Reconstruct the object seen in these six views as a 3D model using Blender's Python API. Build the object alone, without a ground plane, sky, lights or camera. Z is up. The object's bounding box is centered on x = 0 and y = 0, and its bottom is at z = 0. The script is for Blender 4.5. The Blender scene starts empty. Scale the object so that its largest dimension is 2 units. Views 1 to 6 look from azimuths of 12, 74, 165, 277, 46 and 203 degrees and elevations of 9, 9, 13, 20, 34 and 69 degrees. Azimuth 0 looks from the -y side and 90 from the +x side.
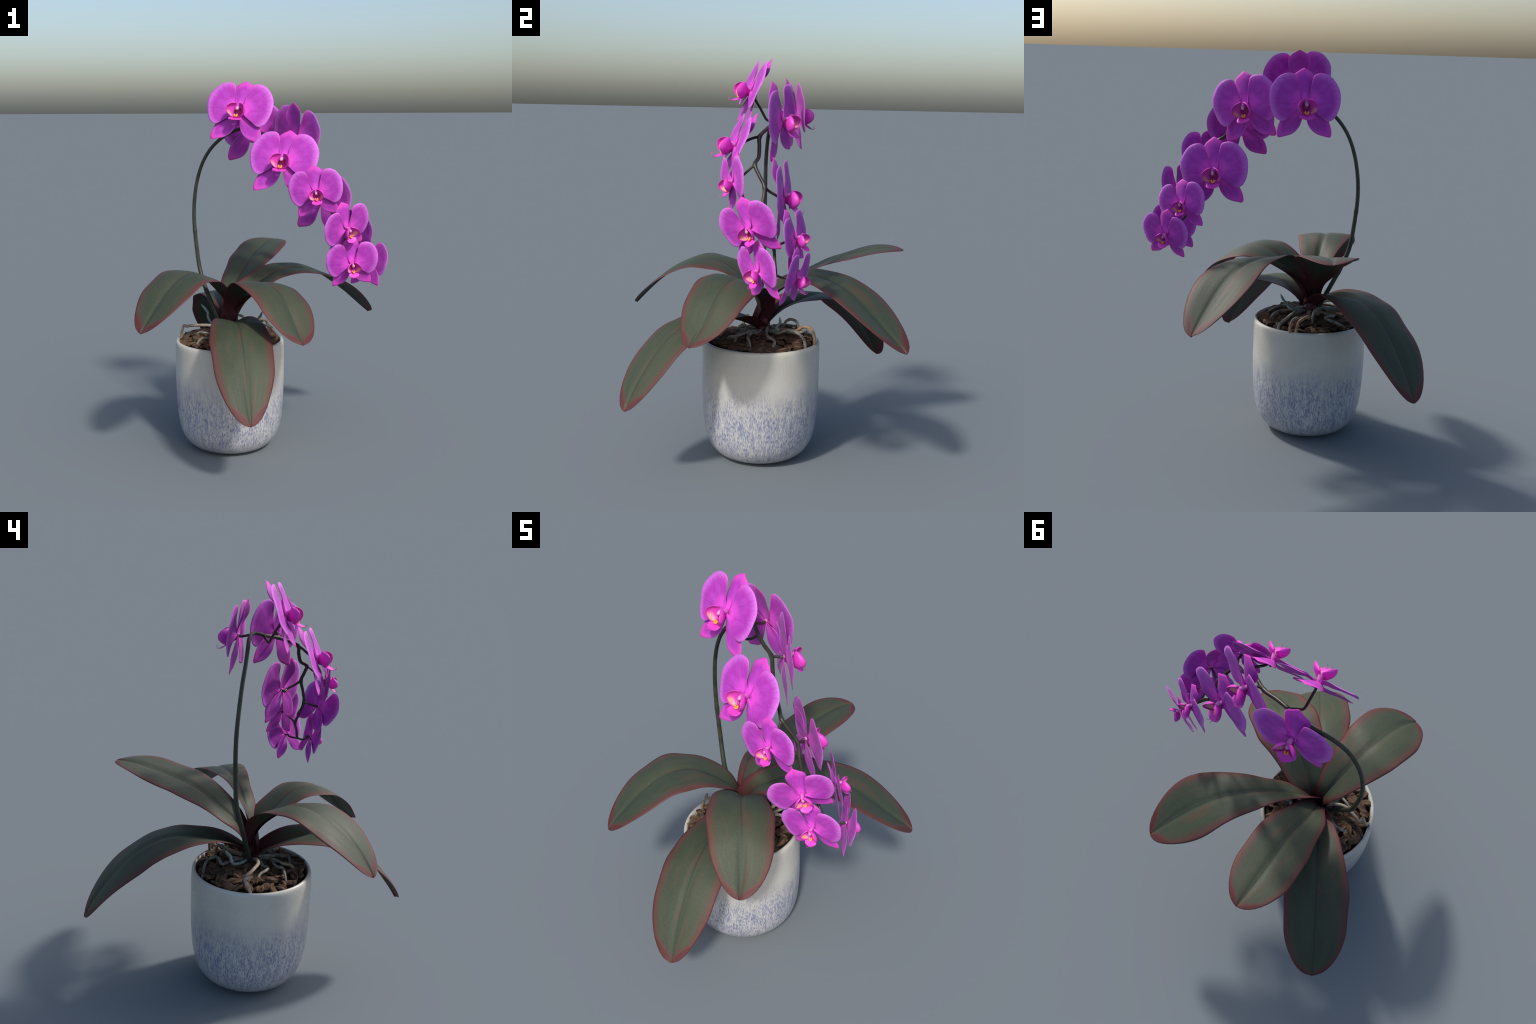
# Potted moth orchid: arching spray of ten magenta flowers, six red-edged leaves,
# bark chips and aerial roots in a white ceramic pot with a speckled blue glaze.
import bpy, math, random
import numpy as np
from mathutils import Matrix, Vector, noise

rng = random.Random(7)
POT = np.array([-0.240, -0.0155, 0.0])          # pot axis on the ground

# ------------------------------------------------------------------ node helpers
class Mat:
    def __init__(self, name):
        self.m = bpy.data.materials.new(name)
        self.m.use_nodes = True
        self.nt = self.m.node_tree
        self.nt.nodes.clear()
        self.out = self.add('ShaderNodeOutputMaterial')
        self.b = self.add('ShaderNodeBsdfPrincipled')
        self.nt.links.new(self.b.outputs[0], self.out.inputs[0])
        self.tc = self.add('ShaderNodeTexCoord')
    def add(self, t, **kw):
        n = self.nt.nodes.new(t)
        for k, v in kw.items():
            setattr(n, k, v)
        return n
    def put(self, sock, v):
        if isinstance(v, bpy.types.NodeSocket):
            self.nt.links.new(v, sock)
        elif v is not None:
            if isinstance(v, (tuple, list)) and len(v) == 3 and sock.type == 'RGBA':
                v = (*v, 1)
            sock.default_value = v
    def math(self, op, a, b=None, c=None, clamp=False):
        n = self.add('ShaderNodeMath', operation=op, use_clamp=clamp)
        for i, v in enumerate((a, b, c)):
            self.put(n.inputs[i], v)
        return n.outputs[0]
    def sep(self, v):
        n = self.add('ShaderNodeSeparateXYZ'); self.put(n.inputs[0], v); return n.outputs
    def comb(self, x, y, z=0.0):
        n = self.add('ShaderNodeCombineXYZ')
        for i, v in enumerate((x, y, z)):
            self.put(n.inputs[i], v)
        return n.outputs[0]
    def mapping(self, v, scale=(1, 1, 1), loc=(0, 0, 0)):
        n = self.add('ShaderNodeMapping'); self.put(n.inputs[0], v)
        n.inputs['Scale'].default_value = scale; n.inputs['Location'].default_value = loc
        return n.outputs[0]
    def noise(self, v, scale, detail=3, rough=.55, dist=0.0):
        n = self.add('ShaderNodeTexNoise'); self.put(n.inputs['Vector'], v)
        n.inputs['Scale'].default_value = scale; n.inputs['Detail'].default_value = detail
        n.inputs['Roughness'].default_value = rough; n.inputs['Distortion'].default_value = dist
        return n.outputs[0]
    def voro(self, v, scale, feature='F1'):
        n = self.add('ShaderNodeTexVoronoi', feature=feature); self.put(n.inputs['Vector'], v)
        n.inputs['Scale'].default_value = scale
        return n.outputs
    def step(self, x, a, b, lo=0.0, hi=1.0, smooth=True):
        n = self.add('ShaderNodeMapRange', interpolation_type='SMOOTHSTEP' if smooth else 'LINEAR')
        self.put(n.inputs[0], x)
        for i, v in enumerate((a, b, lo, hi)):
            n.inputs[i + 1].default_value = v
        return n.outputs[0]
    def mix(self, f, a, b, mode='MIX'):
        n = self.add('ShaderNodeMix', data_type='RGBA', blend_type=mode)
        self.put(n.inputs[0], f); self.put(n.inputs[6], a); self.put(n.inputs[7], b)
        return n.outputs[2]
    def bump(self, h, strength, dist):
        n = self.add('ShaderNodeBump'); n.inputs['Strength'].default_value = strength
        n.inputs['Distance'].default_value = dist; self.put(n.inputs['Height'], h)
        self.nt.links.new(n.outputs[0], self.b.inputs['Normal'])
    def done(self, color, rough=.5, spec=.5, **kw):
        self.put(self.b.inputs['Base Color'], color)
        self.put(self.b.inputs['Roughness'], rough)
        self.put(self.b.inputs['Specular IOR Level'], spec)
        for k, v in kw.items():
            self.put(self.b.inputs[k], v)
        return self.m

def rand_info(M):
    return M.add('ShaderNodeObjectInfo').outputs['Random']

# ------------------------------------------------------------------ materials
def petal_material(name, kind):
    """Generated x = angle round the petal, y = 0 at the claw .. 1 at the rim, z = back / front."""
    M = Mat(name)
    g = M.sep(M.tc.outputs['Generated']); a, r = g[0], g[1]
    ob = M.tc.outputs['Object']
    # fine radiating veins: noise in the angle, drawn out along the radius
    vein = M.noise(M.comb(M.math('MULTIPLY', a, 52), M.math('MULTIPLY', r, 2.2), 0), 1.0, 3, .6, .6)
    vein2 = M.noise(M.comb(M.math('MULTIPLY', a, 17), M.math('MULTIPLY', r, 1.4), 4.), 1.0, 2, .5, .8)
    patch = M.noise(ob, 22, 3, .5)
    body = M.mix(M.step(patch, .3, .7), PETAL['body'], PETAL['deep'])
    body = M.mix(M.step(vein2, .42, .66, 0, .45), body, PETAL['lilac'])
    # pale rim, broken by the veins
    rim = M.math('ADD', r, M.math('MULTIPLY', M.math('SUBTRACT', vein, .5), .28))
    col = M.mix(M.step(rim, .74, 1.04, 0, PETAL['rim_amt'] if kind == 'petal' else .35), body, PETAL['rim'])
    col = M.mix(M.step(vein, .54, .70, 0, .48), col, PETAL['vein'])
    # bright pink claw
    claw = M.math('ADD', r, M.math('MULTIPLY', M.math('SUBTRACT', patch, .5), .25))
    col = M.mix(M.step(claw, .5, .08, 0, .9), col, PETAL['claw'])
    if kind == 'petal':
        # rosy upper inner margin
        inner = M.math('MULTIPLY', M.step(a, .36, .12), M.step(r, .55, .95))
        col = M.mix(M.math('MULTIPLY', inner, .75), col, PETAL['rose'])
        # central dark vein
        mid = M.math('ABSOLUTE', M.math('SUBTRACT', a, M.math('ADD', .60, M.math('MULTIPLY', vein2, .02))))
        mid = M.math('MULTIPLY', M.step(mid, .006, .0), M.step(r, .9, .5))
        col = M.mix(M.math('MULTIPLY', mid, .5), col, PETAL['vein'])
        sp = M.voro(ob, 75)
        dots = M.math('MULTIPLY', M.step(sp[0], .17, .09), M.step(M.noise(ob, 16, 1), .53, .6))
        col = M.mix(M.math('MULTIPLY', dots, .35), col, PETAL['rim'])
    else:
        tip = M.math('MULTIPLY', M.step(r, .72, 1.0), M.step(M.math('ABSOLUTE', M.math('SUBTRACT', a, .5)), .2, .05))
        col = M.mix(M.math('MULTIPLY', tip, .8), col, PETAL['rose'])
        side = M.math('MULTIPLY', M.step(M.math('ABSOLUTE', M.math('SUBTRACT', a, .5)), .2, .42), M.step(r, .6, 1.0))
        col = M.mix(M.math('MULTIPLY', side, .7), col, PETAL['rose'])
    M.bump(vein, .25, .004)
    return M.done(col, .62, .22, **{'Sheen Weight': .12, 'Sheen Roughness': .5, 'Sheen Tint': (1, .6, 1, 1)})

PETAL = dict(body=(.40, .042, .425), deep=(.355, .028, .37), lilac=(.43, .065, .50), rim=(.66, .20, .72),
             rim_amt=.72, vein=(.30, .03, .33), claw=(.76, .085, .66), rose=(.66, .045, .46))

def lobe_material(name, front):
    M = Mat(name)
    g = M.sep(M.tc.outputs['Generated'])
    ob = M.tc.outputs['Object']
    n = M.noise(ob, 60, 3)
    col = M.mix(M.step(n, .35, .7), (.66, .045, .46), (.60, .06, .52))
    col = M.mix(M.step(g[1], .8, 1.0, 0, .45), col, (.55, .05, .33))
    if front:                                     # lobes: cream and orange stripes inside near the floor
        inside = M.step(g[2], .4, .6)
        col = M.mix(M.math('MULTIPLY', inside, .4), col, (.54, .04, .38))
        arm = M.step(M.math('ABSOLUTE', M.math('SUBTRACT', g[1], .52)), .34, .12)
        low = M.math('MULTIPLY', M.math('MULTIPLY', M.step(g[0], .55, .30), arm), inside)
        stripe = M.noise(M.comb(M.math('MULTIPLY', g[0], 5), M.math('MULTIPLY', g[1], 22), 0), 1., 2)
        cream = M.mix(M.step(stripe, .45, .6), (.85, .45, .26), (.75, .16, .26))
        col = M.mix(M.math('MULTIPLY', low, .85), col, cream)
    M.bump(n, .2, .002)
    return M.done(col, .45, .35)

def plain(name, c1, c2, scale, rough=.5, spec=.4, bump=0.0):
    M = Mat(name)
    n = M.noise(M.tc.outputs['Object'], scale, 4)
    if bump:
        M.bump(n, bump, .004)
    return M.done(M.mix(M.step(n, .3, .7), c1, c2), rough, spec)

def leaf_material():
    """Generated x = along the blade, y = across (0..1, midrib .5), z = under / upper face."""
    M = Mat('leaf_skin')
    g = M.sep(M.tc.outputs['Generated']); t, v = g[0], g[1]
    ob = M.tc.outputs['Object']
    rnd = rand_info(M)
    av = M.math('ABSOLUTE', M.math('SUBTRACT', M.math('MULTIPLY', v, 2), 1))
    fib = M.noise(M.comb(M.math('MULTIPLY', t, 5), M.math('MULTIPLY', v, 55), rnd), 1., 4, .6)
    wide = M.noise(M.comb(M.math('MULTIPLY', t, 3.), M.math('MULTIPLY', v, 4.), M.math('MULTIPLY', rnd, 9)), 1., 2)
    grain = M.noise(ob, 260, 3, .7)
    green = M.mix(M.step(wide, .3, .7), (.030, .043, .029), (.044, .054, .034))
    green = M.mix(M.step(grain, .42, .70, 0, .60), green, (.074, .086, .046))
    green = M.mix(M.step(fib, .45, .75, 0, .26), green, (.070, .076, .054))
    # bronze blush beside the midrib
    blush = M.noise(M.comb(M.math('MULTIPLY', t, 4.5), M.math('MULTIPLY', v, 6), M.math('ADD', M.math('MULTIPLY', rnd, 7), 3)), 1., 2)
    bl = M.math('MULTIPLY', M.step(blush, .52, .72), M.step(av, .75, .25))
    green = M.mix(M.math('MULTIPLY', bl, .45), green, (.095, .045, .032))
    # dark midrib groove
    green = M.mix(M.step(av, .045, .008, 0, .55), green, (.020, .029, .023))
    # red margin, wider towards tip and base
    wob = M.math('MULTIPLY', M.math('SUBTRACT', M.noise(M.comb(M.math('MULTIPLY', t, 7), v, rnd), 1., 2), .5), .10)
    edge = M.math('ADD', av, wob)
    edge = M.math('ADD', edge, M.step(t, .93, 1.0, 0, .75))
    edge = M.math('ADD', edge, M.step(t, .25, .02, 0, .35))
    col = M.mix(M.step(edge, .63, 1.0, 0, .72), green, (.115, .025, .029))
    col = M.mix(M.step(edge, .95, 1.03, 0, .5), col, (.070, .015, .019))
    # base sheath is wine red
    col = M.mix(M.step(t, .17, .03, 0, .9), col, (.060, .011, .017))
    # underside darker, wine tinged
    under = M.mix(M.step(edge, .55, 1.0), (.030, .037, .027), (.070, .018, .022))
    under = M.mix(M.step(t, .24, .05, 0, .9), under, (.060, .011, .017))
    col = M.mix(M.step(g[2], .55, .45), col, under)
    M.bump(M.math('ADD', fib, M.math('MULTIPLY', grain, .3)), .12, .004)
    return M.done(col, M.step(fib, .3, .8, .52, .64), .24)

def glaze_material():
    M = Mat('speckled_glaze')
    ob = M.tc.outputs['Object']
    x, y, z = M.sep(ob)
    ang = M.math('ARCTAN2', y, x)
    # wrap the angle onto a cylinder so streaks are upright and seamless
    cyl = M.comb(M.math('MULTIPLY', M.math('COSINE', ang), 1.0), M.math('MULTIPLY', M.math('SINE', ang), 1.0), M.math('MULTIPLY', z, .88))
    fine = M.noise(cyl, 68, 2, .5)
    mid = M.noise(cyl, 17, 3, .55)
    cloud = M.noise(M.comb(M.math('COSINE', ang), M.math('SINE', ang), M.math('MULTIPLY', z, 1.5)), 3.2, 3)
    h = M.math('ADD', z, M.math('MULTIPLY', M.math('SUBTRACT', cloud, .5), .14))
    band = M.math('MULTIPLY', M.step(h, .48, .23), M.step(h, .0, .14, .60, 1))
    amount = M.math('ADD', M.math('MULTIPLY', M.math('SUBTRACT', fine, .5), 1.5), M.math('MULTIPLY', M.math('SUBTRACT', mid, .5), .9))
    base = M.mix(M.step(M.noise(ob, 6, 3), .3, .7), (.51, .49, .44), (.57, .55, .49))
    soft = M.mix(M.math('MULTIPLY', M.step(h, .50, .20), .75), base, (.37, .38, .42))
    # dark blue grains and bare pale grains in the belt, then a few rusty pin holes
    col = M.mix(M.math('MULTIPLY', M.step(amount, -.13, .26, 0, .95), band), soft, (.175, .194, .300))
    col = M.mix(M.math('MULTIPLY', M.step(amount, -.08, -.36, 0, .85), band), col, (.57, .555, .51))
    pin = M.voro(ob, 9)
    col = M.mix(M.step(pin[0], .030, .018, 0, .8), col, (.16, .12, .11))
    M.bump(M.noise(cyl, 40, 3), .10, .006)
    return M.done(col, M.step(fine, .3, .7, .25, .36), .5)

def bark_material(name, tint):
    M = Mat(name)
    ob = M.tc.outputs['Object']
    rnd = rand_info(M)
    fib = M.noise(M.mapping(ob, (10, 60, 60)), 1., 5, .65)
    big = M.noise(ob, 18, 3)
    c = M.mix(M.step(fib, .36, .66), (.020 * tint, .012 * tint, .008 * tint), (.135 * tint, .080 * tint, .048 * tint))
    c = M.mix(M.step(big, .5, .75, 0, .5), c, (.21 * tint, .105 * tint, .050 * tint))
    c = M.mix(M.math('MULTIPLY', rnd, .75), c, (.075 * tint, .048 * tint, .034 * tint))
    M.bump(fib, .9, .010)
    return M.done(c, .85, .2)

def root_material(name, c_pale, c_dark, c_warm):
    M = Mat(name)
    ob = M.tc.outputs['Object']
    n = M.noise(ob, 45, 4, .6); w = M.noise(ob, 11, 2)
    c = M.mix(M.step(n, .35, .65), c_dark, c_pale)
    c = M.mix(M.step(w, .52, .68, 0, .8), c, c_warm)
    M.bump(n, .4, .004)
    return M.done(c, .7, .3)

MAT = dict(
    petal=petal_material('petal_tissue', 'petal'), sepal=petal_material('sepal_tissue', 'sepal'),
    lobe=lobe_material('lip_side_lobe_tissue', True), tongue=lobe_material('lip_tongue_tissue', False),
    throat=plain('throat_tissue', (.34, .022, .18), (.44, .04, .26), 40),
    column=plain('column_tissue', (.52, .09, .42), (.62, .20, .52), 60, .35, .5),
    cap=plain('anther_cap', (.58, .22, .46), (.64, .32, .54), 60, .35, .5),
    callus=plain('callus_tissue', (.80, .25, .02), (.88, .42, .10), 160, .45, .4),
    leaf=leaf_material(), glaze=glaze_material(),
    bark=bark_material('bark', 1.25), soil=plain('bark_crumb', (.012, .008, .006), (.035, .022, .015), 60, .9, .2, .6),
    stem=plain('stem_skin', (.019, .027, .018), (.036, .040, .026), 30, .42, .45, .15),
    spray=plain('spray_skin', (.023, .027, .018), (.042, .040, .027), 30, .42, .45, .15),
    crown=plain('crown_skin', (.060, .010, .018), (.110, .022, .032), 25, .5, .4, .2),
    root=root_material('root_skin', (.30, .28, .24), (.12, .11, .095), (.33, .21, .12)),
    root_pale=root_material('pale_root_skin', (.42, .36, .29), (.24, .20, .16), (.40, .26, .15)),
    root_tip=root_material('green_root_skin', (.27, .34, .33), (.15, .20, .20), (.24, .28, .26)),
    root_dry=root_material('dry_root_skin', (.36, .23, .13), (.20, .13, .08), (.40, .28, .17)),
)

# ------------------------------------------------------------------ mesh helpers
def smooth(me):
    me.polygons.foreach_set('use_smooth', [True] * len(me.polygons))

def mesh_from(name, verts, faces, mat, rest=None):
    """rest: flat lay-out of the piece. The bent form is a shape key, so Generated
    coordinates stay those of the flat lay-out."""
    me = bpy.data.meshes.new(name)
    v = np.asarray(verts, float)
    me.from_pydata((v if rest is None else np.asarray(rest, float)).tolist(), [], faces)
    me.materials.append(mat)
    smooth(me)
    if rest is not None:
        holder = bpy.data.objects.new(name, me)
        holder.shape_key_add(name='flat')
        k = holder.shape_key_add(name='grown')
        k.data.foreach_set('co', v.ravel())
        k.value = 1.0
        bpy.data.objects.remove(holder)
    me.update()
    return me

def put(name, data, parent=None, matrix=None):
    ob = bpy.data.objects.new(name, data)
    bpy.context.scene.collection.objects.link(ob)
    if parent:
        ob.parent = parent
    if matrix is not None:
        ob.matrix_local = matrix
    return ob

def spline(pts, n, closed=False):
    """Centripetal-free Catmull-Rom through pts, n samples, evenly spread by length."""
    P = np.asarray(pts, float)
    Q = np.vstack([P[-1], P, P[0], P[1]]) if closed else np.vstack([2 * P[0] - P[1], P, 2 * P[-1] - P[-2]])
    out = []
    for i in range(len(Q) - 3):
        p0, p1, p2, p3 = Q[i:i + 4]
        for u in np.linspace(0, 1, 16, endpoint=False):
            out.append(.5 * (2 * p1 + (p2 - p0) * u + (2 * p0 - 5 * p1 + 4 * p2 - p3) * u * u + (3 * p1 - p0 - 3 * p2 + p3) * u ** 3))
    if not closed:
        out.append(P[-1])
    out = np.array(out)
    if closed:
        out = np.vstack([out, out[:1]])
    d = np.concatenate([[0], np.cumsum(np.linalg.norm(np.diff(out, axis=0), axis=1))])
    s = np.linspace(0, d[-1], n)
    return np.stack([np.interp(s, d, out[:, k]) for k in range(out.shape[1])], 1)

def bspline(cp, t):
    cp = np.asarray(cp, float); n, k = len(cp), 3
    kn = np.concatenate([[0] * k, np.linspace(0, 1, n - k + 1), [1] * k]); tt = np.clip(t, 0, 1 - 1e-9)
    N = [((tt >= kn[i]) & (tt < kn[i + 1])).astype(float) for i in range(len(kn) - 1)]
    for d in range(1, k + 1):
        N = [((tt - kn[i]) / (kn[i + d] - kn[i]) * N[i] if kn[i + d] > kn[i] else 0) +
             ((kn[i + d + 1] - tt) / (kn[i + d + 1] - kn[i + 1]) * N[i + 1] if kn[i + d + 1] > kn[i + 1] else 0)
             for i in range(len(kn) - 1 - d)]
    return np.stack(N, 1) @ cp

def tube(paths, sides=10):
    """paths: list of (points, radii) -> verts, faces (capped tubes, parallel frames)."""
    V, F = [], []
    for P, R in paths:
        P = np.asarray(P, float); R = np.broadcast_to(np.asarray(R, float), (len(P),))
        T = np.gradient(P, axis=0); T /= np.linalg.norm(T, axis=1)[:, None] + 1e-12
        a = np.cross(T[0], [0.3, .2, 1.]); a /= np.linalg.norm(a)
        o = len(V)
        for i in range(len(P)):
            a = a - T[i] * (a @ T[i]); a /= np.linalg.norm(a); b = np.cross(T[i], a)
            for j in range(sides):
                w = 2 * math.pi * j / sides
                V.append(P[i] + R[i] * (math.cos(w) * a + math.sin(w) * b))
        for i in range(len(P) - 1):
            for j in range(sides):
                k = (j + 1) % sides
                F.append((o + i * sides + j, o + i * sides + k, o + (i + 1) * sides + k, o + (i + 1) * sides + j))
        F.append(tuple(o + j for j in reversed(range(sides))))
        F.append(tuple(o + (len(P) - 1) * sides + j for j in range(sides)))
    return np.array(V), F

def shell(front, back, rest_uv):
    """Two (n,m,3) sheets joined round their border; rest lay-out from rest_uv (n,m,2)."""
    n, m = front.shape[:2]
    V = np.vstack([front.reshape(-1, 3), back.reshape(-1, 3)])
    R = np.vstack([np.concatenate([rest_uv.reshape(-1, 2), np.ones((n * m, 1))], 1),
                   np.concatenate([rest_uv.reshape(-1, 2), np.zeros((n * m, 1))], 1)])
    F, o = [], n * m
    q = lambda i, j: i * m + j
    for i in range(n - 1):
        for j in range(m - 1):
            F.append((q(i, j), q(i + 1, j), q(i + 1, j + 1), q(i, j + 1)))
            F.append((o + q(i, j), o + q(i, j + 1), o + q(i + 1, j + 1), o + q(i + 1, j)))
    border = [q(i, 0) for i in range(n)] + [q(n - 1, j) for j in range(1, m)] + [q(i, m - 1) for i in range(n - 2, -1, -1)] + [q(0, j) for j in range(m - 2, 0, -1)]
    for a, b in zip(border, border[1:] + border[:1]):
        F.append((a, o + a, o + b, b))
    return V, F, R

def sheet_normals(G):
    du = np.gradient(G, axis=0); dv = np.gradient(G, axis=1)
    N = np.cross(du, dv); return N / (np.linalg.norm(N, axis=2)[:, :, None] + 1e-12)

# ------------------------------------------------------------------ root object
plant = bpy.data.objects.new('potted_orchid', None)
bpy.context.scene.collection.objects.link(plant)
plant.empty_display_size = .1
plant.location = POT
plant['label'] = 'moth orchid with arching magenta spray in speckled white pot'
plant['category'] = 'potted plant'
ORIGIN = Matrix.Translation(-Vector(POT))     # parts are modelled in world space, then hung under the plant

def hang(name, me):
    return put(name, me, plant, ORIGIN)

# ------------------------------------------------------------------ pot
def lathe(profile, sides=128):
    V, F = [], []
    n = len(profile)
    for j in range(sides):
        a = 2 * math.pi * j / sides
        for r, z in profile:
            V.append((r * math.cos(a), r * math.sin(a), z))
    for j in range(sides):
        k = (j + 1) % sides
        for i in range(n - 1):
            F.append((j * n + i, k * n + i, k * n + i + 1, j * n + i + 1))
    V.append((0, 0, profile[0][1])); V.append((0, 0, profile[-1][1]))
    for j in range(sides):
        k = (j + 1) % sides
        F.append((len(V) - 2, k * n, j * n)); F.append((len(V) - 1, j * n + n - 1, k * n + n - 1))
    return V, F
wall = [(.150, .004), (.158, .000), (.170, .001), (.178, .007), (.205, .016), (.232, .036), (.254, .064), (.270, .098), (.282, .145),
        (.290, .205), (.295, .28), (.298, .37), (.2985, .46), (.2985, .55), (.2975, .585), (.2945, .600), (.2880, .6075), (.2810, .6055), (.2755, .597),
        (.2735, .58), (.2725, .54), (.268, .44), (.20, .40)]
prof = spline(wall, 90)
pv, pf = lathe(prof.tolist())
pot = put('pot', mesh_from('pot', pv, pf, MAT['glaze']), plant, Matrix.Identity(4))

# ------------------------------------------------------------------ bark filling
def mound(x, y):
    r = math.hypot(x, y)
    return .588 + .033 * max(0.0, 1 - (r / .27) ** 2)
fill = [(.2705, .50), (.2700, .560)] + [(r, mound(r, 0)) for r in np.linspace(.26, .01, 16)]
fv, ff = lathe(fill, 64)
fv = [(x, y, z + (.010 * noise.noise(Vector((x * 30, y * 30, 1))) if math.hypot(x, y) < .26 else 0)) for x, y, z in fv]
put('potting_mix', mesh_from('potting_mix', fv, ff, MAT['soil']), plant, Matrix.Identity(4))

def chip_mesh(i):
    """Slab of bark: rounded outline, layered sides, split grain along x."""
    r = random.Random(100 + i)
    L, W, H = r.uniform(.032, .050), r.uniform(.020, .032), r.uniform(.007, .0125)
    n, m = 20, 7
    V, F = [], []
    off = Vector((r.uniform(0, 50), r.uniform(0, 50), 0))
    p = r.uniform(2.4, 4.2)
    slant = r.uniform(-.35, .35)
    for k in range(m):
        u = -1 + 2 * k / (m - 1)
        ring = (.86, .97, 1.0, .94, 1.0, .95, .84)[k]
        for j in range(n):
            a = 2 * math.pi * j / n
            c, s = math.cos(a), math.sin(a)
            d = (abs(c) ** p + abs(s) ** p) ** (-1 / p)
            x, y = c * d, s * d
            g = noise.noise(Vector((x * 1.1, y * 1.1, u * .4)) + off) * .34
            g2 = noise.noise(Vector((x * 2.6, y * 5.0, u * 2.5)) + off) * .13
            V.append((L * (x * ring * (1 + g + g2) + slant * y * .5), W * y * ring * (1 + g - g2),
                      H * (u * (1 - .35 * abs(x) ** 2 * (i % 2)) + g2 * 1.6) + H * .5 * noise.noise(Vector((x * 1.3, y * 3, 7)) + off)))
    for k in range(m - 1):
        for j in range(n):
            q = (j + 1) % n
            F.append((k * n + j, k * n + q, (k + 1) * n + q, (k + 1) * n + j))
    for k, rev in ((0, True), (m - 1, False)):
        V.append(tuple(np.mean([V[k * n + j] for j in range(n)], axis=0)))
        for j in range(n):
            q = (j + 1) % n
            F.append((len(V) - 1, k * n + q, k * n + j) if rev else (len(V) - 1, k * n + j, k * n + q))
    me = mesh_from('bark_chip', V, F, MAT['bark'])
    me.polygons.foreach_set('use_smooth', [False] * len(me.polygons))
    return me
chips = [chip_mesh(i) for i in range(12)]
spots, tries = [], 0
for layer in range(2):
    want = 95 if layer == 0 else 55
    got = []
    while len(got) < want and tries < 90000:
        tries += 1
        r = .258 * math.sqrt(rng.random()); a = rng.uniform(0, 2 * math.pi)
        x, y = r * math.cos(a), r * math.sin(a)
        if all((x - u) ** 2 + (y - w) ** 2 > (.040 if layer == 0 else .053) ** 2 for u, w in got):
            got.append((x, y))
            spots.append((x, y, layer))
for x, y, layer in spots:
    r = math.hypot(x, y)
    z = mound(x, y) + (.008 if layer == 0 else .023) + rng.uniform(-.004, .007)
    tilt = .32 if layer == 0 else .42
    s = rng.uniform(.75, 1.15)
    if r > .215:                                    # chips near the wall stay inside it
        s *= .8
        z += .004
    rot = Matrix.Rotation(rng.uniform(0, 6.28), 4, 'Z') @ Matrix.Rotation(rng.gauss(0, tilt), 4, 'X') @ Matrix.Rotation(rng.gauss(0, tilt * .6), 4, 'Y')
    k = .246 / r if r > .246 else 1
    put('bark_chip', chips[rng.randrange(12)], plant, Matrix.Translation((x * k, y * k, z)) @ rot @ Matrix.Scale(s, 4))

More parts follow.
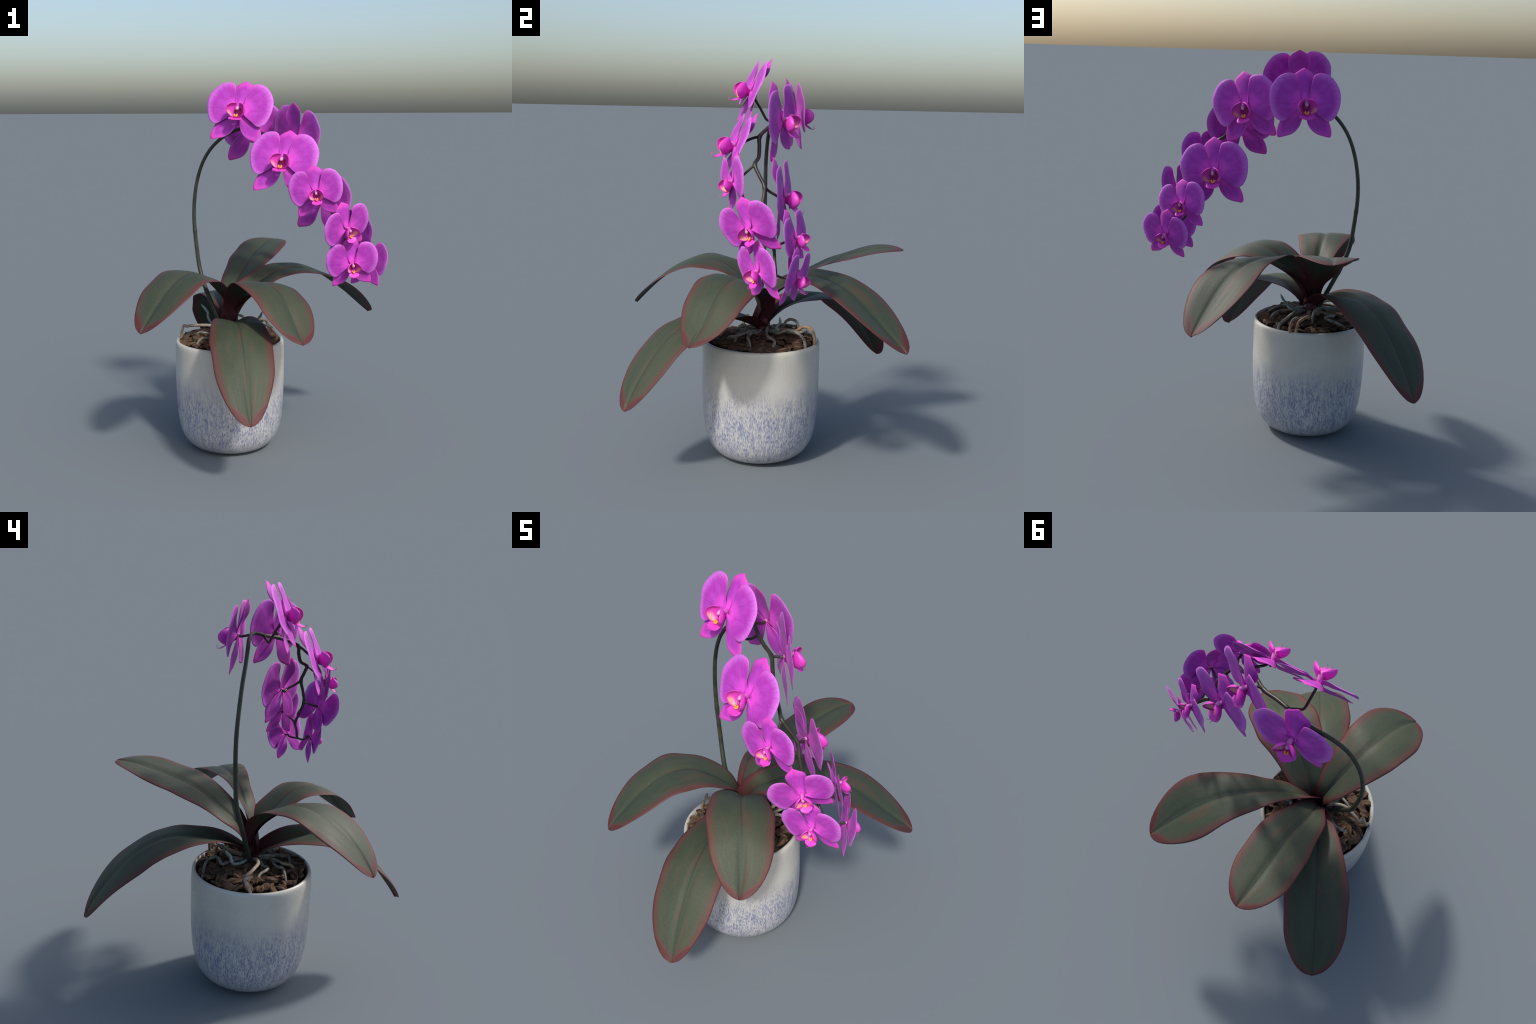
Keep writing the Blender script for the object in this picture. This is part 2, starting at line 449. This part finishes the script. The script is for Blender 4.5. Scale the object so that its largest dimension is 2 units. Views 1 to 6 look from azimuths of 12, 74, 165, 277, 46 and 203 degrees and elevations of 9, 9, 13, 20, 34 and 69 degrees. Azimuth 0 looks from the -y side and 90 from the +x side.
# ------------------------------------------------------------------ aerial roots
ROOTS = [
    ('root_pale', .0090, [(-.250, -.012, .655), (-.300, -.045, .676), (-.364, -.060, .684), (-.430, -.038, .674), (-.468, -.020, .667), (-.476, -.044, .668), (-.503, -.016, .665), (-.508, -.032, .640), (-.511, -.046, .605), (-.512, -.048, .57)]),
    ('root', .0080, [(-.245, -.04, .650), (-.277, -.061, .657), (-.317, -.078, .655), (-.329, -.105, .650), (-.356, -.100, .650), (-.396, -.074, .644), (-.437, -.063, .615)]),
    ('root', .0082, [(-.235, -.05, .650), (-.227, -.092, .657), (-.261, -.119, .655), (-.302, -.144, .650), (-.308, -.176, .645), (-.352, -.189, .640), (-.383, -.203, .600)]),
    ('root', .0088, [(-.215, -.04, .655), (-.170, -.075, .665), (-.176, -.116, .655), (-.162, -.173, .645), (-.178, -.195, .640), (-.230, -.205, .600)]),
    ('root_tip', .0082, [(-.245, .005, .650), (-.285, .006, .662), (-.325, .025, .664), (-.365, .055, .672), (-.385, .066, .700), (-.388, .072, .725), (-.405, .082, .742), (-.431, .0875, .767)]),
    ('root', .0085, [(-.225, .035, .655), (-.190, .086, .652), (-.150, .130, .650), (-.139, .167, .655), (-.110, .195, .672), (-.085, .205, .665), (-.070, .212, .635), (-.068, .214, .585)]),
    ('root', .0085, [(-.260, .025, .655), (-.285, .065, .655), (-.312, .095, .652), (-.331, .120, .650), (-.290, .140, .655), (-.270, .164, .655), (-.290, .192, .648), (-.331, .205, .632), (-.395, .205, .590)]),
    ('root', .0092, [(-.212, .010, .680), (-.185, .000, .668), (-.150, -.015, .655), (-.088, -.020, .650), (-.040, -.004, .640), (-.020, -.024, .590)]),
    ('root', .0095, [(-.205, .012, .655), (-.150, .044, .655), (-.130, .085, .670), (-.100, .120, .668), (-.060, .145, .650), (-.030, .150, .625), (-.022, .150, .580)]),
    ('root', .0088, [(-.205, -.025, .660), (-.165, -.060, .656), (-.150, -.085, .662), (-.116, -.117, .652), (-.060, -.125, .630), (-.018, -.130, .585)]),
    ('root', .0085, [(-.235, -.040, .665), (-.235, -.085, .672), (-.205, -.120, .660), (-.176, -.155, .648), (-.120, -.190, .600)]),
    ('root', .0078, [(-.225, -.060, .655), (-.245, -.126, .658), (-.275, -.175, .655), (-.262, -.215, .640), (-.255, -.235, .590)]),
    ('root_dry', .0090, [(-.215, .050, .655), (-.200, .110, .655), (-.185, .155, .652), (-.170, .185, .672), (-.140, .212, .672), (-.108, .222, .652), (-.095, .222, .590)]),
    ('root', .0080, [(-.255, .035, .650), (-.250, .095, .655), (-.245, .120, .690), (-.230, .145, .700), (-.205, .165, .685), (-.195, .175, .630)]),
    ('root_tip', .0078, [(-.205, .010, .655), (-.150, .030, .666), (-.118, .036, .676), (-.105, .024, .690), (-.095, .030, .708), (-.078, .035, .726), (-.064, .027, .756)]),
]
for i, (kind, rad, pts) in enumerate(ROOTS):
    P = spline(pts, 64)
    s = np.linspace(0, 1, 64)
    R = rad * (1 - .18 * s) * (1 + np.array([.10 * noise.noise(Vector((k * .35, i * 3.1, 0))) for k in range(64)]))
    if kind == 'root_tip':
        R = R * np.clip((1.03 - s) / .12, .35, 1)
    v, f = tube([(P, R)], 10)
    hang('aerial_root', mesh_from('aerial_root', v, f, MAT[kind]))

# ------------------------------------------------------------------ crown and leaves
CROWN = [(-.236, -.012, .585), (-.236, -.010, .64), (-.235, -.009, .69), (-.234, -.008, .705), (-.234, -.007, .72), (-.233, -.006, .73)]
P = spline(CROWN, 26)
R = np.interp(np.linspace(0, 1, 26), [0, .2, .45, .7, .9, 1], [.034, .044, .040, .037, .030, .012])
v, f = tube([(P, R)], 28)
hang('crown', mesh_from('crown', v, f, MAT['crown']))

LEAVES = [
    dict(spine=[(-0.240, -0.038, 0.667), (-0.214, 0.001, 0.794), (-0.140, -0.096, 0.878), (-0.051, -0.177, 0.972), (0.063, -0.279, 0.968), (0.150, -0.365, 0.881), (0.202, -0.418, 0.774), (0.250, -0.487, 0.713)], twist=(0.163, -0.014, -0.259), width=(0.044, 0.068, 0.104, 0.131, 0.165, 0.151, 0.143), fold=(0.714, 0.320, 0.104, -0.124, -0.142, 0.086), skew=(0.041, -0.004), asym=0.014),
    dict(spine=[(-0.225, -0.002, 0.647), (-0.205, -0.113, 0.717), (-0.148, -0.236, 0.762), (-0.101, -0.369, 0.774), (-0.052, -0.498, 0.720), (-0.011, -0.602, 0.614), (0.016, -0.692, 0.486), (0.047, -0.750, 0.371)], twist=(-0.020, -0.001, 0.105), width=(0.044, 0.084, 0.115, 0.141, 0.161, 0.152, 0.145), fold=(0.697, 0.271, -0.004, -0.154, -0.113, 0.007), skew=(-0.005, -0.000), asym=0.033),
    dict(spine=[(-0.229, -0.042, 0.666), (-0.248, 0.006, 0.799), (-0.293, -0.079, 0.898), (-0.345, -0.185, 0.999), (-0.407, -0.309, 1.017), (-0.452, -0.433, 0.953), (-0.497, -0.535, 0.858), (-0.546, -0.609, 0.760)], twist=(0.123, -0.123, 0.051), width=(0.042, 0.037, 0.084, 0.124, 0.156, 0.160, 0.154), fold=(0.464, 0.435, 0.122, -0.101, -0.079, 0.076), skew=(0.031, -0.030), asym=0.027),
    dict(spine=[(-0.256, -0.026, 0.682), (-0.210, 0.015, 0.844), (-0.091, 0.056, 0.906), (-0.006, 0.114, 0.984), (0.149, 0.205, 0.983), (0.281, 0.291, 0.924), (0.387, 0.378, 0.792), (0.478, 0.463, 0.690)], twist=(-0.759, 1.779, -1.260), width=(0.042, 0.063, 0.072, 0.081, 0.115, 0.159, 0.170), fold=(0.744, 0.324, 0.155, -0.012, 0.000, 0.150), skew=(-0.190, 0.444), asym=-0.022),
    dict(spine=[(-0.243, -0.014, 0.682), (-0.251, 0.015, 0.810), (-0.250, 0.116, 0.881), (-0.212, 0.219, 0.960), (-0.187, 0.352, 1.018), (-0.173, 0.480, 1.048), (-0.144, 0.613, 1.074), (-0.120, 0.697, 1.065)], twist=(0.206, -0.206, -0.029), width=(0.048, 0.043, 0.085, 0.114, 0.144, 0.144, 0.145), fold=(0.351, 0.110, 0.119, 0.025, -0.027, 0.075), skew=(0.051, -0.051), asym=0.006),
    dict(spine=[(-0.231, -0.021, 0.641), (-0.273, 0.068, 0.739), (-0.324, 0.196, 0.773), (-0.370, 0.330, 0.813), (-0.428, 0.472, 0.775), (-0.472, 0.594, 0.667), (-0.512, 0.693, 0.524), (-0.533, 0.753, 0.402)], twist=(0.010, -0.024, 0.060), width=(0.045, 0.068, 0.102, 0.135, 0.163, 0.158, 0.150), fold=(0.657, 0.390, 0.141, -0.147, -0.197, 0.071), skew=(0.003, -0.006), asym=-0.017),
]
def leaf_mesh(d, seed, nt=64, nv=25):
    t = np.linspace(0, 1, nt) ** .9
    t = np.concatenate([t[:-8], 1 - (1 - t[-8]) * (1 - np.linspace(0, 1, 8)) ** 2])
    fine = np.linspace(0, 1, 400)
    Sf = bspline(d['spine'], fine)
    S = np.stack([np.interp(t, fine, Sf[:, k]) for k in range(3)], 1)
    Tf = np.gradient(Sf, axis=0)
    T = np.stack([np.interp(t, fine, Tf[:, k]) for k in range(3)], 1); T /= np.linalg.norm(T, axis=1)[:, None]
    h = Sf[-1] - Sf[0]; h[2] = 0; h /= np.linalg.norm(h)
    s0 = np.array([h[1], -h[0], 0])
    s = s0 - (T @ s0)[:, None] * T; s /= np.linalg.norm(s, axis=1)[:, None]
    N = np.cross(s, T)
    tw = d['twist'][0] + d['twist'][1] * t + d['twist'][2] * t * t
    s, N = np.cos(tw)[:, None] * s + np.sin(tw)[:, None] * N, np.cos(tw)[:, None] * N - np.sin(tw)[:, None] * s
    knots = np.array([0, .08, .18, .35, .55, .75, .9])
    wf = np.interp(fine, knots, d['width'])
    ker = np.hanning(61); ker /= ker.sum()
    wf = np.convolve(np.pad(wf, 30, mode='edge'), ker, mode='valid')
    cap = np.where(fine > .78, np.sqrt(np.clip(1 - ((fine - .78) / .22).clip(0, 1) ** 2, 0, 1)), 1)
    w = np.interp(t, fine, wf * cap)
    w[-1] = .004
    ff = np.interp(fine, [0, .12, .25, .45, .7, 1], d['fold'])
    ff = np.convolve(np.pad(ff, 30, mode='edge'), ker, mode='valid')
    f = np.interp(t, fine, ff)
    df = d['skew'][0] + d['skew'][1] * t
    V = np.linspace(-1, 1, nv)
    V = np.sign(V) * np.abs(V) ** .85
    G = np.zeros((nt, nv, 3))
    for j, v in enumerate(V):
        sg = 1 if v >= 0 else -1
        ang = f + sg * df
        wid = w * (1 + sg * d['asym'])
        a = abs(v)
        arch = .030 * 4 * a * (1 - a) * wid * np.clip(t / .15, 0, 1)
        groove = -.0065 * math.exp(-(a / .10) ** 2) * np.clip(t / .2, .2, 1)
        ripple = np.array([.0035 * noise.noise(Vector((tt * 5, v * 1.6, seed * 3.3))) + .0018 * a * a * math.sin(tt * 19 + seed + sg) for tt in t])
        G[:, j] = S + (a * wid)[:, None] * (np.cos(ang)[:, None] * sg * s + np.sin(ang)[:, None] * N) + (arch + groove + ripple)[:, None] * N
    Nn = -sheet_normals(G)
    if (Nn[nt // 2, nv // 2] @ N[nt // 2]) < 0:
        Nn = -Nn
    A = np.abs(V)[None, :]
    thick = (.0052 * (1 - .80 * A ** 6)) * np.clip((1.02 - t) / .06, .2, 1)[:, None]
    front = G + Nn * thick[..., None] * .5; back = G - Nn * thick[..., None] * .5
    rest = np.stack(np.broadcast_arrays(t[:, None], V[None, :] * .5 + .5), -1)
    return shell(front, back, rest)
for i, d in enumerate(LEAVES):
    v, f, r = leaf_mesh(d, i)
    hang('leaf', mesh_from('leaf', v, f, MAT['leaf'], r))

# ------------------------------------------------------------------ flower stalk
STALK = [(-.248, -.018, .590), (-.272, -.012, .640), (-.304, -.003, .704), (-.348, .010, .795), (-.390, .024, .885), (-.420, .040, .971), (-.433, .047, 1.033), (-.441, .049, 1.097), (-.449, .051, 1.171),
         (-.455, .053, 1.260), (-.451, .052, 1.361), (-.433, .047, 1.468), (-.400, .042, 1.565), (-.351, .037, 1.643), (-.283, .038, 1.706), (-.210, .042, 1.743), (-.150, .034, 1.752), (-.110, .014, 1.745), (-.073, -.006, 1.732)]
SPRAY = [(-.073, -.006, 1.732), (-.010, -.034, 1.715), (.060, -.060, 1.697), (.115, -.108, 1.672), (.165, -.153, 1.641), (.180, -.158, 1.598), (.208, -.168, 1.552), (.252, -.197, 1.522),
         (.284, -.184, 1.475), (.312, -.168, 1.427), (.334, -.180, 1.365), (.356, -.186, 1.300), (.370, -.166, 1.235), (.386, -.144, 1.174), (.430, -.150, 1.120), (.462, -.153, 1.066)]
S1 = spline(STALK, 130); S2 = spline(SPRAY, 110)
R1 = np.interp(np.linspace(0, 1, 130), [0, .1, .35, .7, 1], [.0145, .0125, .0112, .0095, .0092])
R2 = np.interp(np.linspace(0, 1, 110), [0, .5, 1], [.0092, .0085, .0065])
nodes_at = [SPRAY[2], SPRAY[4], SPRAY[7], SPRAY[9], SPRAY[11], SPRAY[13]]
for q in nodes_at:                                    # swollen joints
    R2 = R2 + .0022 * np.exp(-(np.linalg.norm(S2 - np.array(q), axis=1) / .012) ** 2)
# stalk joints with a little sheath ring
for z in (.86, 1.19):
    R1 = R1 + .0016 * np.exp(-((S1[:, 2] - z) / .010) ** 2)
v, f = tube([(S1, R1)], 14)
stalk = hang('flower_stem', mesh_from('flower_stem', v, f, MAT['stem']))
v, f = tube([(S2, R2)], 12)
hang('flower_branch', mesh_from('flower_branch', v, f, MAT['spray']))

# ------------------------------------------------------------------ flower pieces (unit: flower frame, x right, y up, z facing)
PETAL_EDGE = [(.012, .010), (.023, .035), (.032, .063), (.039, .095), (.043, .132), (.050, .161), (.066, .174), (.089, .178), (.116, .175), (.146, .162), (.167, .143),
              (.188, .114), (.202, .083), (.207, .049), (.205, .011), (.199, -.017), (.187, -.049), (.170, -.075), (.149, -.089), (.131, -.092), (.114, -.083), (.092, -.067), (.062, -.046), (.035, -.027), (.015, -.010)]
DORSAL_EDGE = [(.010, .004), (.030, .030), (.048, .065), (.061, .100), (.067, .130), (.065, .155), (.054, .175), (.037, .189), (.018, .201), (.002, .2115), (-.002, .2115), (-.018, .201), (-.037, .189), (-.054, .175), (-.065, .155), (-.067, .130), (-.061, .100), (-.048, .065), (-.030, .030), (-.010, .004)]
LATERAL_EDGE = [(.010, .004), (.040, -.008), (.080, -.024), (.112, -.050), (.136, -.080), (.150, -.110), (.157, -.135), (.160, -.160), (.156, -.178), (.146, -.183), (.130, -.180), (.106, -.174), (.082, -.167), (.058, -.154), (.040, -.137), (.024, -.114), (.014, -.085), (.006, -.050), (.000, -.016)]

def blade(edge, base, depth, thick=.0034, na=72, nr=13, flip=False, warp=None):
    """Fan-shaped blade from its claw to its outline; depth(x, y, r, a) gives z."""
    E = spline(edge, na)
    if warp:
        E = np.array([warp(x, y) for x, y in E])
    base = np.array(base)
    r = np.linspace(.02, 1, nr) ** .8
    a = np.linspace(0, 1, na)
    XY = base + r[None, :, None] * (E - base)[:, None, :]
    Z = depth(XY[..., 0], XY[..., 1], r[None, :] + 0 * a[:, None], a[:, None] + 0 * r[None, :])
    G = np.concatenate([XY, Z[..., None]], -1)
    N = sheet_normals(G)
    if N[na // 2, nr // 2, 2] < 0:
        N = -N
    th = thick * (1 - .8 * r ** 8)[None, :, None] + 0 * N
    front, back = G + N * th * .5, G - N * th * .5
    if flip:
        front = front * [-1, 1, 1]; back = back * [-1, 1, 1]
    V, F, R = shell(front, back, np.stack(np.broadcast_arrays(a[:, None], r[None, :]), -1))
    if not flip:
        F = [tuple(reversed(q)) for q in F]
    return V, F, R

def wav(x, y, k, seed):
    f = np.vectorize(lambda p, q: noise.noise(Vector((p * k, q * k, seed))))
    return f(x, y)

def petal_depth(seed):
    def d(x, y, r, a):
        return -.010 * (1 - r) ** 1.5 + .005 * np.sin(np.clip(r, 0, 1) * math.pi) + .004 * wav(x, y, 14, seed) * r \
            - .003 * r ** 3 * np.exp(-((a - .55) / .25) ** 2) + .0025 * np.sin(a * 23 + seed) * r ** 5
    return d
def dorsal_depth(back):
    def d(x, y, r, a):
        k = np.clip(y / .21, 0, 1)
        return -.008 - (back - .008) * k ** 2.0 - .019 * (x / .06) ** 2 * np.clip((.215 - y) / .1, 0, 1) + .003 * wav(x, y, 16, 5.) * r
    return d
def lateral_depth(x, y, r, a):
    l = np.hypot(x, y) / .24
    across = (x * .75 + y * .65) / .05                # distance from the keel line
    return -.016 - .009 * np.clip(l / .4, 0, 1) + .003 * across * np.sin(np.clip(l, 0, 1) * math.pi) + .003 * wav(x, y, 16, 9.) * r

def lobe_grid(flip):
    """Side lobe of the lip: a shell curling up from the floor towards the column."""
    nphi, ns = 30, 12
    phi = np.radians(np.linspace(18, 172, nphi)); s = np.linspace(0, 1, ns)
    deg = np.degrees(phi)
    zf = np.interp(deg, [18, 45, 75, 100, 130, 155, 172], [.040, .060, .080, .084, .074, .060, .046])
    rf = np.interp(deg, [18, 45, 75, 100, 130, 155, 172], [.046, .053, .056, .054, .050, .048, .046])
    zb = np.interp(deg, [18, 60, 110, 172], [.018, .016, .020, .034])
    rb = np.interp(deg, [18, 60, 110, 172], [.026, .024, .022, .038])
    G = np.zeros((nphi, ns, 3))
    for i in range(nphi):
        bulge = np.sin(s * math.pi) * .010
        rr = rb[i] + (rf[i] - rb[i]) * np.sin(s * math.pi / 2) + bulge * .7
        zz = zb[i] + (zf[i] - zb[i]) * s
        G[i, :, 0] = rr * math.sin(phi[i]); G[i, :, 1] = -.014 - rr * math.cos(phi[i]) * .92; G[i, :, 2] = zz
    N = sheet_normals(G)
    c = np.array([0, -.014, .045])
    if (N[nphi // 2, ns // 2] @ (c - G[nphi // 2, ns // 2])) < 0:
        N = -N
    front, back = G + N * .0012, G - N * .0012        # front = inner face
    if flip:
        front = front * [-1, 1, 1]; back = back * [-1, 1, 1]
    V, F, R = shell(front, back, np.stack(np.broadcast_arrays((np.linspace(0, 1, nphi))[:, None], s[None, :]), -1))
    return V, F, R

def tongue_grid():
    """Mid lobe: dished shield pointing down and forward with a lifted tip."""
    nu, nv = 20, 15
    u = np.linspace(0, 1, nu); v = np.linspace(-1, 1, nv)
    w = np.interp(u, [0, .2, .45, .7, .88, 1.], [.016, .030, .041, .041, .034, .020])
    y = np.interp(u, [0, .3, .6, .85, 1.], [-.048, -.058, -.071, -.081, -.083])
    z = np.interp(u, [0, .3, .6, .85, 1.], [.022, .040, .056, .070, .079])
    G = np.zeros((nu, nv, 3))
    G[..., 0] = w[:, None] * v[None, :]
    G[..., 1] = y[:, None] + .010 * (v[None, :] ** 2) * (1 - u[:, None] * .5) - .004
    G[..., 2] = z[:, None] - .006 * v[None, :] ** 2 * u[:, None]
    N = sheet_normals(G)
    if N[10, 7, 1] < 0:
        N = -N
    return shell(G + N * .0014, G - N * .0014, np.stack(np.broadcast_arrays(v[None, :] * .5 + .5, u[:, None]), -1))

def ellipsoid(c, r, n=14, m=18, tilt=0.0):
    V, F = [], []
    for i in range(n + 1):
        th = math.pi * i / n
        for j in range(m):
            ph = 2 * math.pi * j / m
            x, y, z = r[0] * math.sin(th) * math.cos(ph), r[1] * math.sin(th) * math.sin(ph), r[2] * math.cos(th)
            V.append((c[0] + x, c[1] + y * math.cos(tilt) - z * math.sin(tilt), c[2] + z * math.cos(tilt) + y * math.sin(tilt)))
    for i in range(n):
        for j in range(m):
            k = (j + 1) % m
            F.append((i * m + j, (i + 1) * m + j, (i + 1) * m + k, i * m + k))
    return V, F

def join(parts):
    V, F = [], []
    for v, f in parts:
        o = len(V); V += [tuple(p) for p in v]; F += [tuple(o + i for i in q) for q in f]
    return V, F

def flower_set(small):
    spread = .014 if small else 0.0
    def warp(x, y):
        up = max(0.0, min(1.0, (y + .02) / .12))
        return x + spread * up * max(0.0, 1 - (x / .22) ** 2) + (.004 * x / .2 if small else 0), y + (.003 if small and y < 0 else 0) * -1
    K = {}
    for side, flip in (('r', False), ('l', True)):
        v, f, r = blade(PETAL_EDGE, (.010, .004), petal_depth(2. if flip else 6.), flip=flip, warp=warp)
        K['petal_' + side] = mesh_from('petal', v, f, MAT['petal'], r)
        v, f, r = blade(LATERAL_EDGE, (.004, .000), lateral_depth, flip=flip, na=64, nr=12)
        K['lateral_' + side] = mesh_from('sepal', v, f, MAT['sepal'], r)
        v, f, r = lobe_grid(flip)
        K['lobe_' + side] = mesh_from('lip_lobe', v, f, MAT['lobe'], r)
    v, f, r = blade(DORSAL_EDGE, (.0, .0), dorsal_depth(.055 if small else .047), na=64, nr=13)
    K['dorsal'] = mesh_from('sepal', v, f, MAT['sepal'], r)
    v, f, r = tongue_grid()
    K['tongue'] = mesh_from('lip', v, f, MAT['tongue'], r)
    # throat: dark cup behind the column
    th = [(.0, -.006), (.018, .0), (.030, .012), (.036, .026)]
    v, f = lathe([(r0, z0) for r0, z0 in spline([(.004, -.008), (.010, -.006), (.020, .010), (.027, .024), (.024, .024), (.018, .014), (.010, .006), (.003, .004)], 24)], 24)
    v = [(x, y * 1.15 - .014, z) for x, y, z in v]
    K['throat'] = mesh_from('lip_throat', v, f, MAT['throat'])
    # column with anther cap
    P = spline([(0, .004, -.018), (0, .010, .014), (0, .010, .030), (0, .004, .041)], 16)
    v, f = tube([(P, np.interp(np.linspace(0, 1, 16), [0, .4, .8, 1], [.010, .0125, .0135, .009]))], 16)
    K['column'] = mesh_from('column', v, f, MAT['column'])
    v, f = ellipsoid((0, .000, .042), (.0110, .0135, .0085), tilt=-.35)
    K['cap'] = mesh_from('anther_cap', v, f, MAT['cap'])
    # orange callus: two bumps and a ridge
    v, f = join([ellipsoid((.0075, -.046, .044), (.0058, .0100, .0078), 10, 12), ellipsoid((-.0075, -.046, .044), (.0058, .0100, .0078), 10, 12), ellipsoid((0, -.053, .047), (.010, .005, .010), 10, 12)])
    K['callus'] = mesh_from('lip_callus', v, f, MAT['callus'])
    # two curling tendrils at the tongue tip
    paths = []
    for sg in (-1, 1):
        pts = [(sg * .006, -.087, .077), (sg * .010, -.088, .085), (sg * .014, -.082, .092), (sg * .015, -.073, .092), (sg * .012, -.068, .087)]
        paths.append((spline(pts, 22), np.linspace(.0014, .0004, 22)))
    v, f = tube(paths, 6)
    K['tendril'] = mesh_from('lip_tendril', v, f, MAT['tongue'])
    return K
SETS = {False: flower_set(False), True: flower_set(True)}

# centre, facing, up, size, small form, stalk from the spray (world points)
FLOWERS = [
    ((-.156, -.116, 1.845), (-.035, -.928, .371), (.096, .366, .926), .862, False, [(-.073, -.006, 1.732), (-.098, -.026, 1.712), (-.126, -.040, 1.712), (-.141, -.068, 1.765), (-.151, -.091, 1.807)]),
    ((.103, -.255, 1.593), (-.042, -.926, .376), (.099, .370, .924), .864, False, [(.165, -.153, 1.641), (.145, -.175, 1.634), (.122, -.198, 1.622), (.108, -.225, 1.603)]),
    ((.280, -.305, 1.444), (.140, -.989, -.054), (-.106, -.069, .992), .637, True, [(.252, -.197, 1.522), (.262, -.228, 1.497), (.275, -.262, 1.470)]),
    ((.431, -.264, 1.261), (.703, -.655, -.277), (-.010, -.399, .917), .655, True, [(.356, -.186, 1.300), (.376, -.208, 1.288), (.402, -.238, 1.272)]),
    ((.455, -.233, 1.079), (.358, -.913, -.195), (-.006, -.211, .978), .638, True, [(.462, -.153, 1.066), (.452, -.180, 1.062), (.450, -.208, 1.072)]),
    ((-.137, .117, 1.736), (.086, .990, .110), (-.005, -.110, .994), .864, False, [(-.150, .034, 1.752), (-.143, .058, 1.741), (-.139, .086, 1.733)]),
    ((.129, -.035, 1.709), (.597, .802, .030), (.133, -.136, .982), .860, False, [(.060, -.060, 1.697), (.085, -.062, 1.703), (.108, -.053, 1.706)]),
    ((.277, -.064, 1.379), (.450, .890, .078), (.058, -.117, .991), .862, False, [(.312, -.168, 1.427), (.300, -.140, 1.407), (.285, -.100, 1.385)]),
    ((.442, -.060, 1.218), (.612, .783, .113), (.071, -.197, .978), .625, True, [(.386, -.144, 1.174), (.404, -.118, 1.192), (.425, -.085, 1.210)]),
    ((.523, -.079, 1.061), (.613, .764, -.199), (.062, .205, .977), .618, True, [(.462, -.153, 1.066), (.480, -.130, 1.060), (.503, -.103, 1.060)]),
]
for i, (c, face, up, size, small, stalk_pts) in enumerate(FLOWERS):
    z = Vector(face).normalized(); y = Vector(up); y = (y - z * y.dot(z)).normalized(); x = y.cross(z)
    M = Matrix.Translation(c) @ Matrix((x, y, z)).transposed().to_4x4() @ Matrix.Scale(size, 4)
    inv = M.inverted()
    pts = list(stalk_pts) + [tuple(Vector(c) - z * .030), tuple(Vector(c) - z * .012)]
    P = spline(pts, 36)
    loc = np.array([inv @ Vector(p) for p in P])
    rr = np.interp(np.linspace(0, 1, 36), [0, .15, .7, 1], [.0078, .0062, .0060, .0066]) * (.86 if small else 1) / size
    v, f = tube([(loc, rr)], 10)
    fl = put('flower', mesh_from('flower_stalk', v, f, MAT['spray']), plant, ORIGIN @ M)
    K = SETS[small]
    for key, name in (('petal_r', 'petal'), ('petal_l', 'petal'), ('dorsal', 'sepal'), ('lateral_r', 'sepal'), ('lateral_l', 'sepal'), ('lobe_r', 'lip_lobe'), ('lobe_l', 'lip_lobe'),
                      ('tongue', 'lip'), ('throat', 'lip_throat'), ('column', 'column'), ('cap', 'anther_cap'), ('callus', 'lip_callus'), ('tendril', 'lip_tendril')):
        put(name, K[key], fl, Matrix.Identity(4))

for me in [m for m in bpy.data.meshes if m.users == 0]:
    bpy.data.meshes.remove(me)
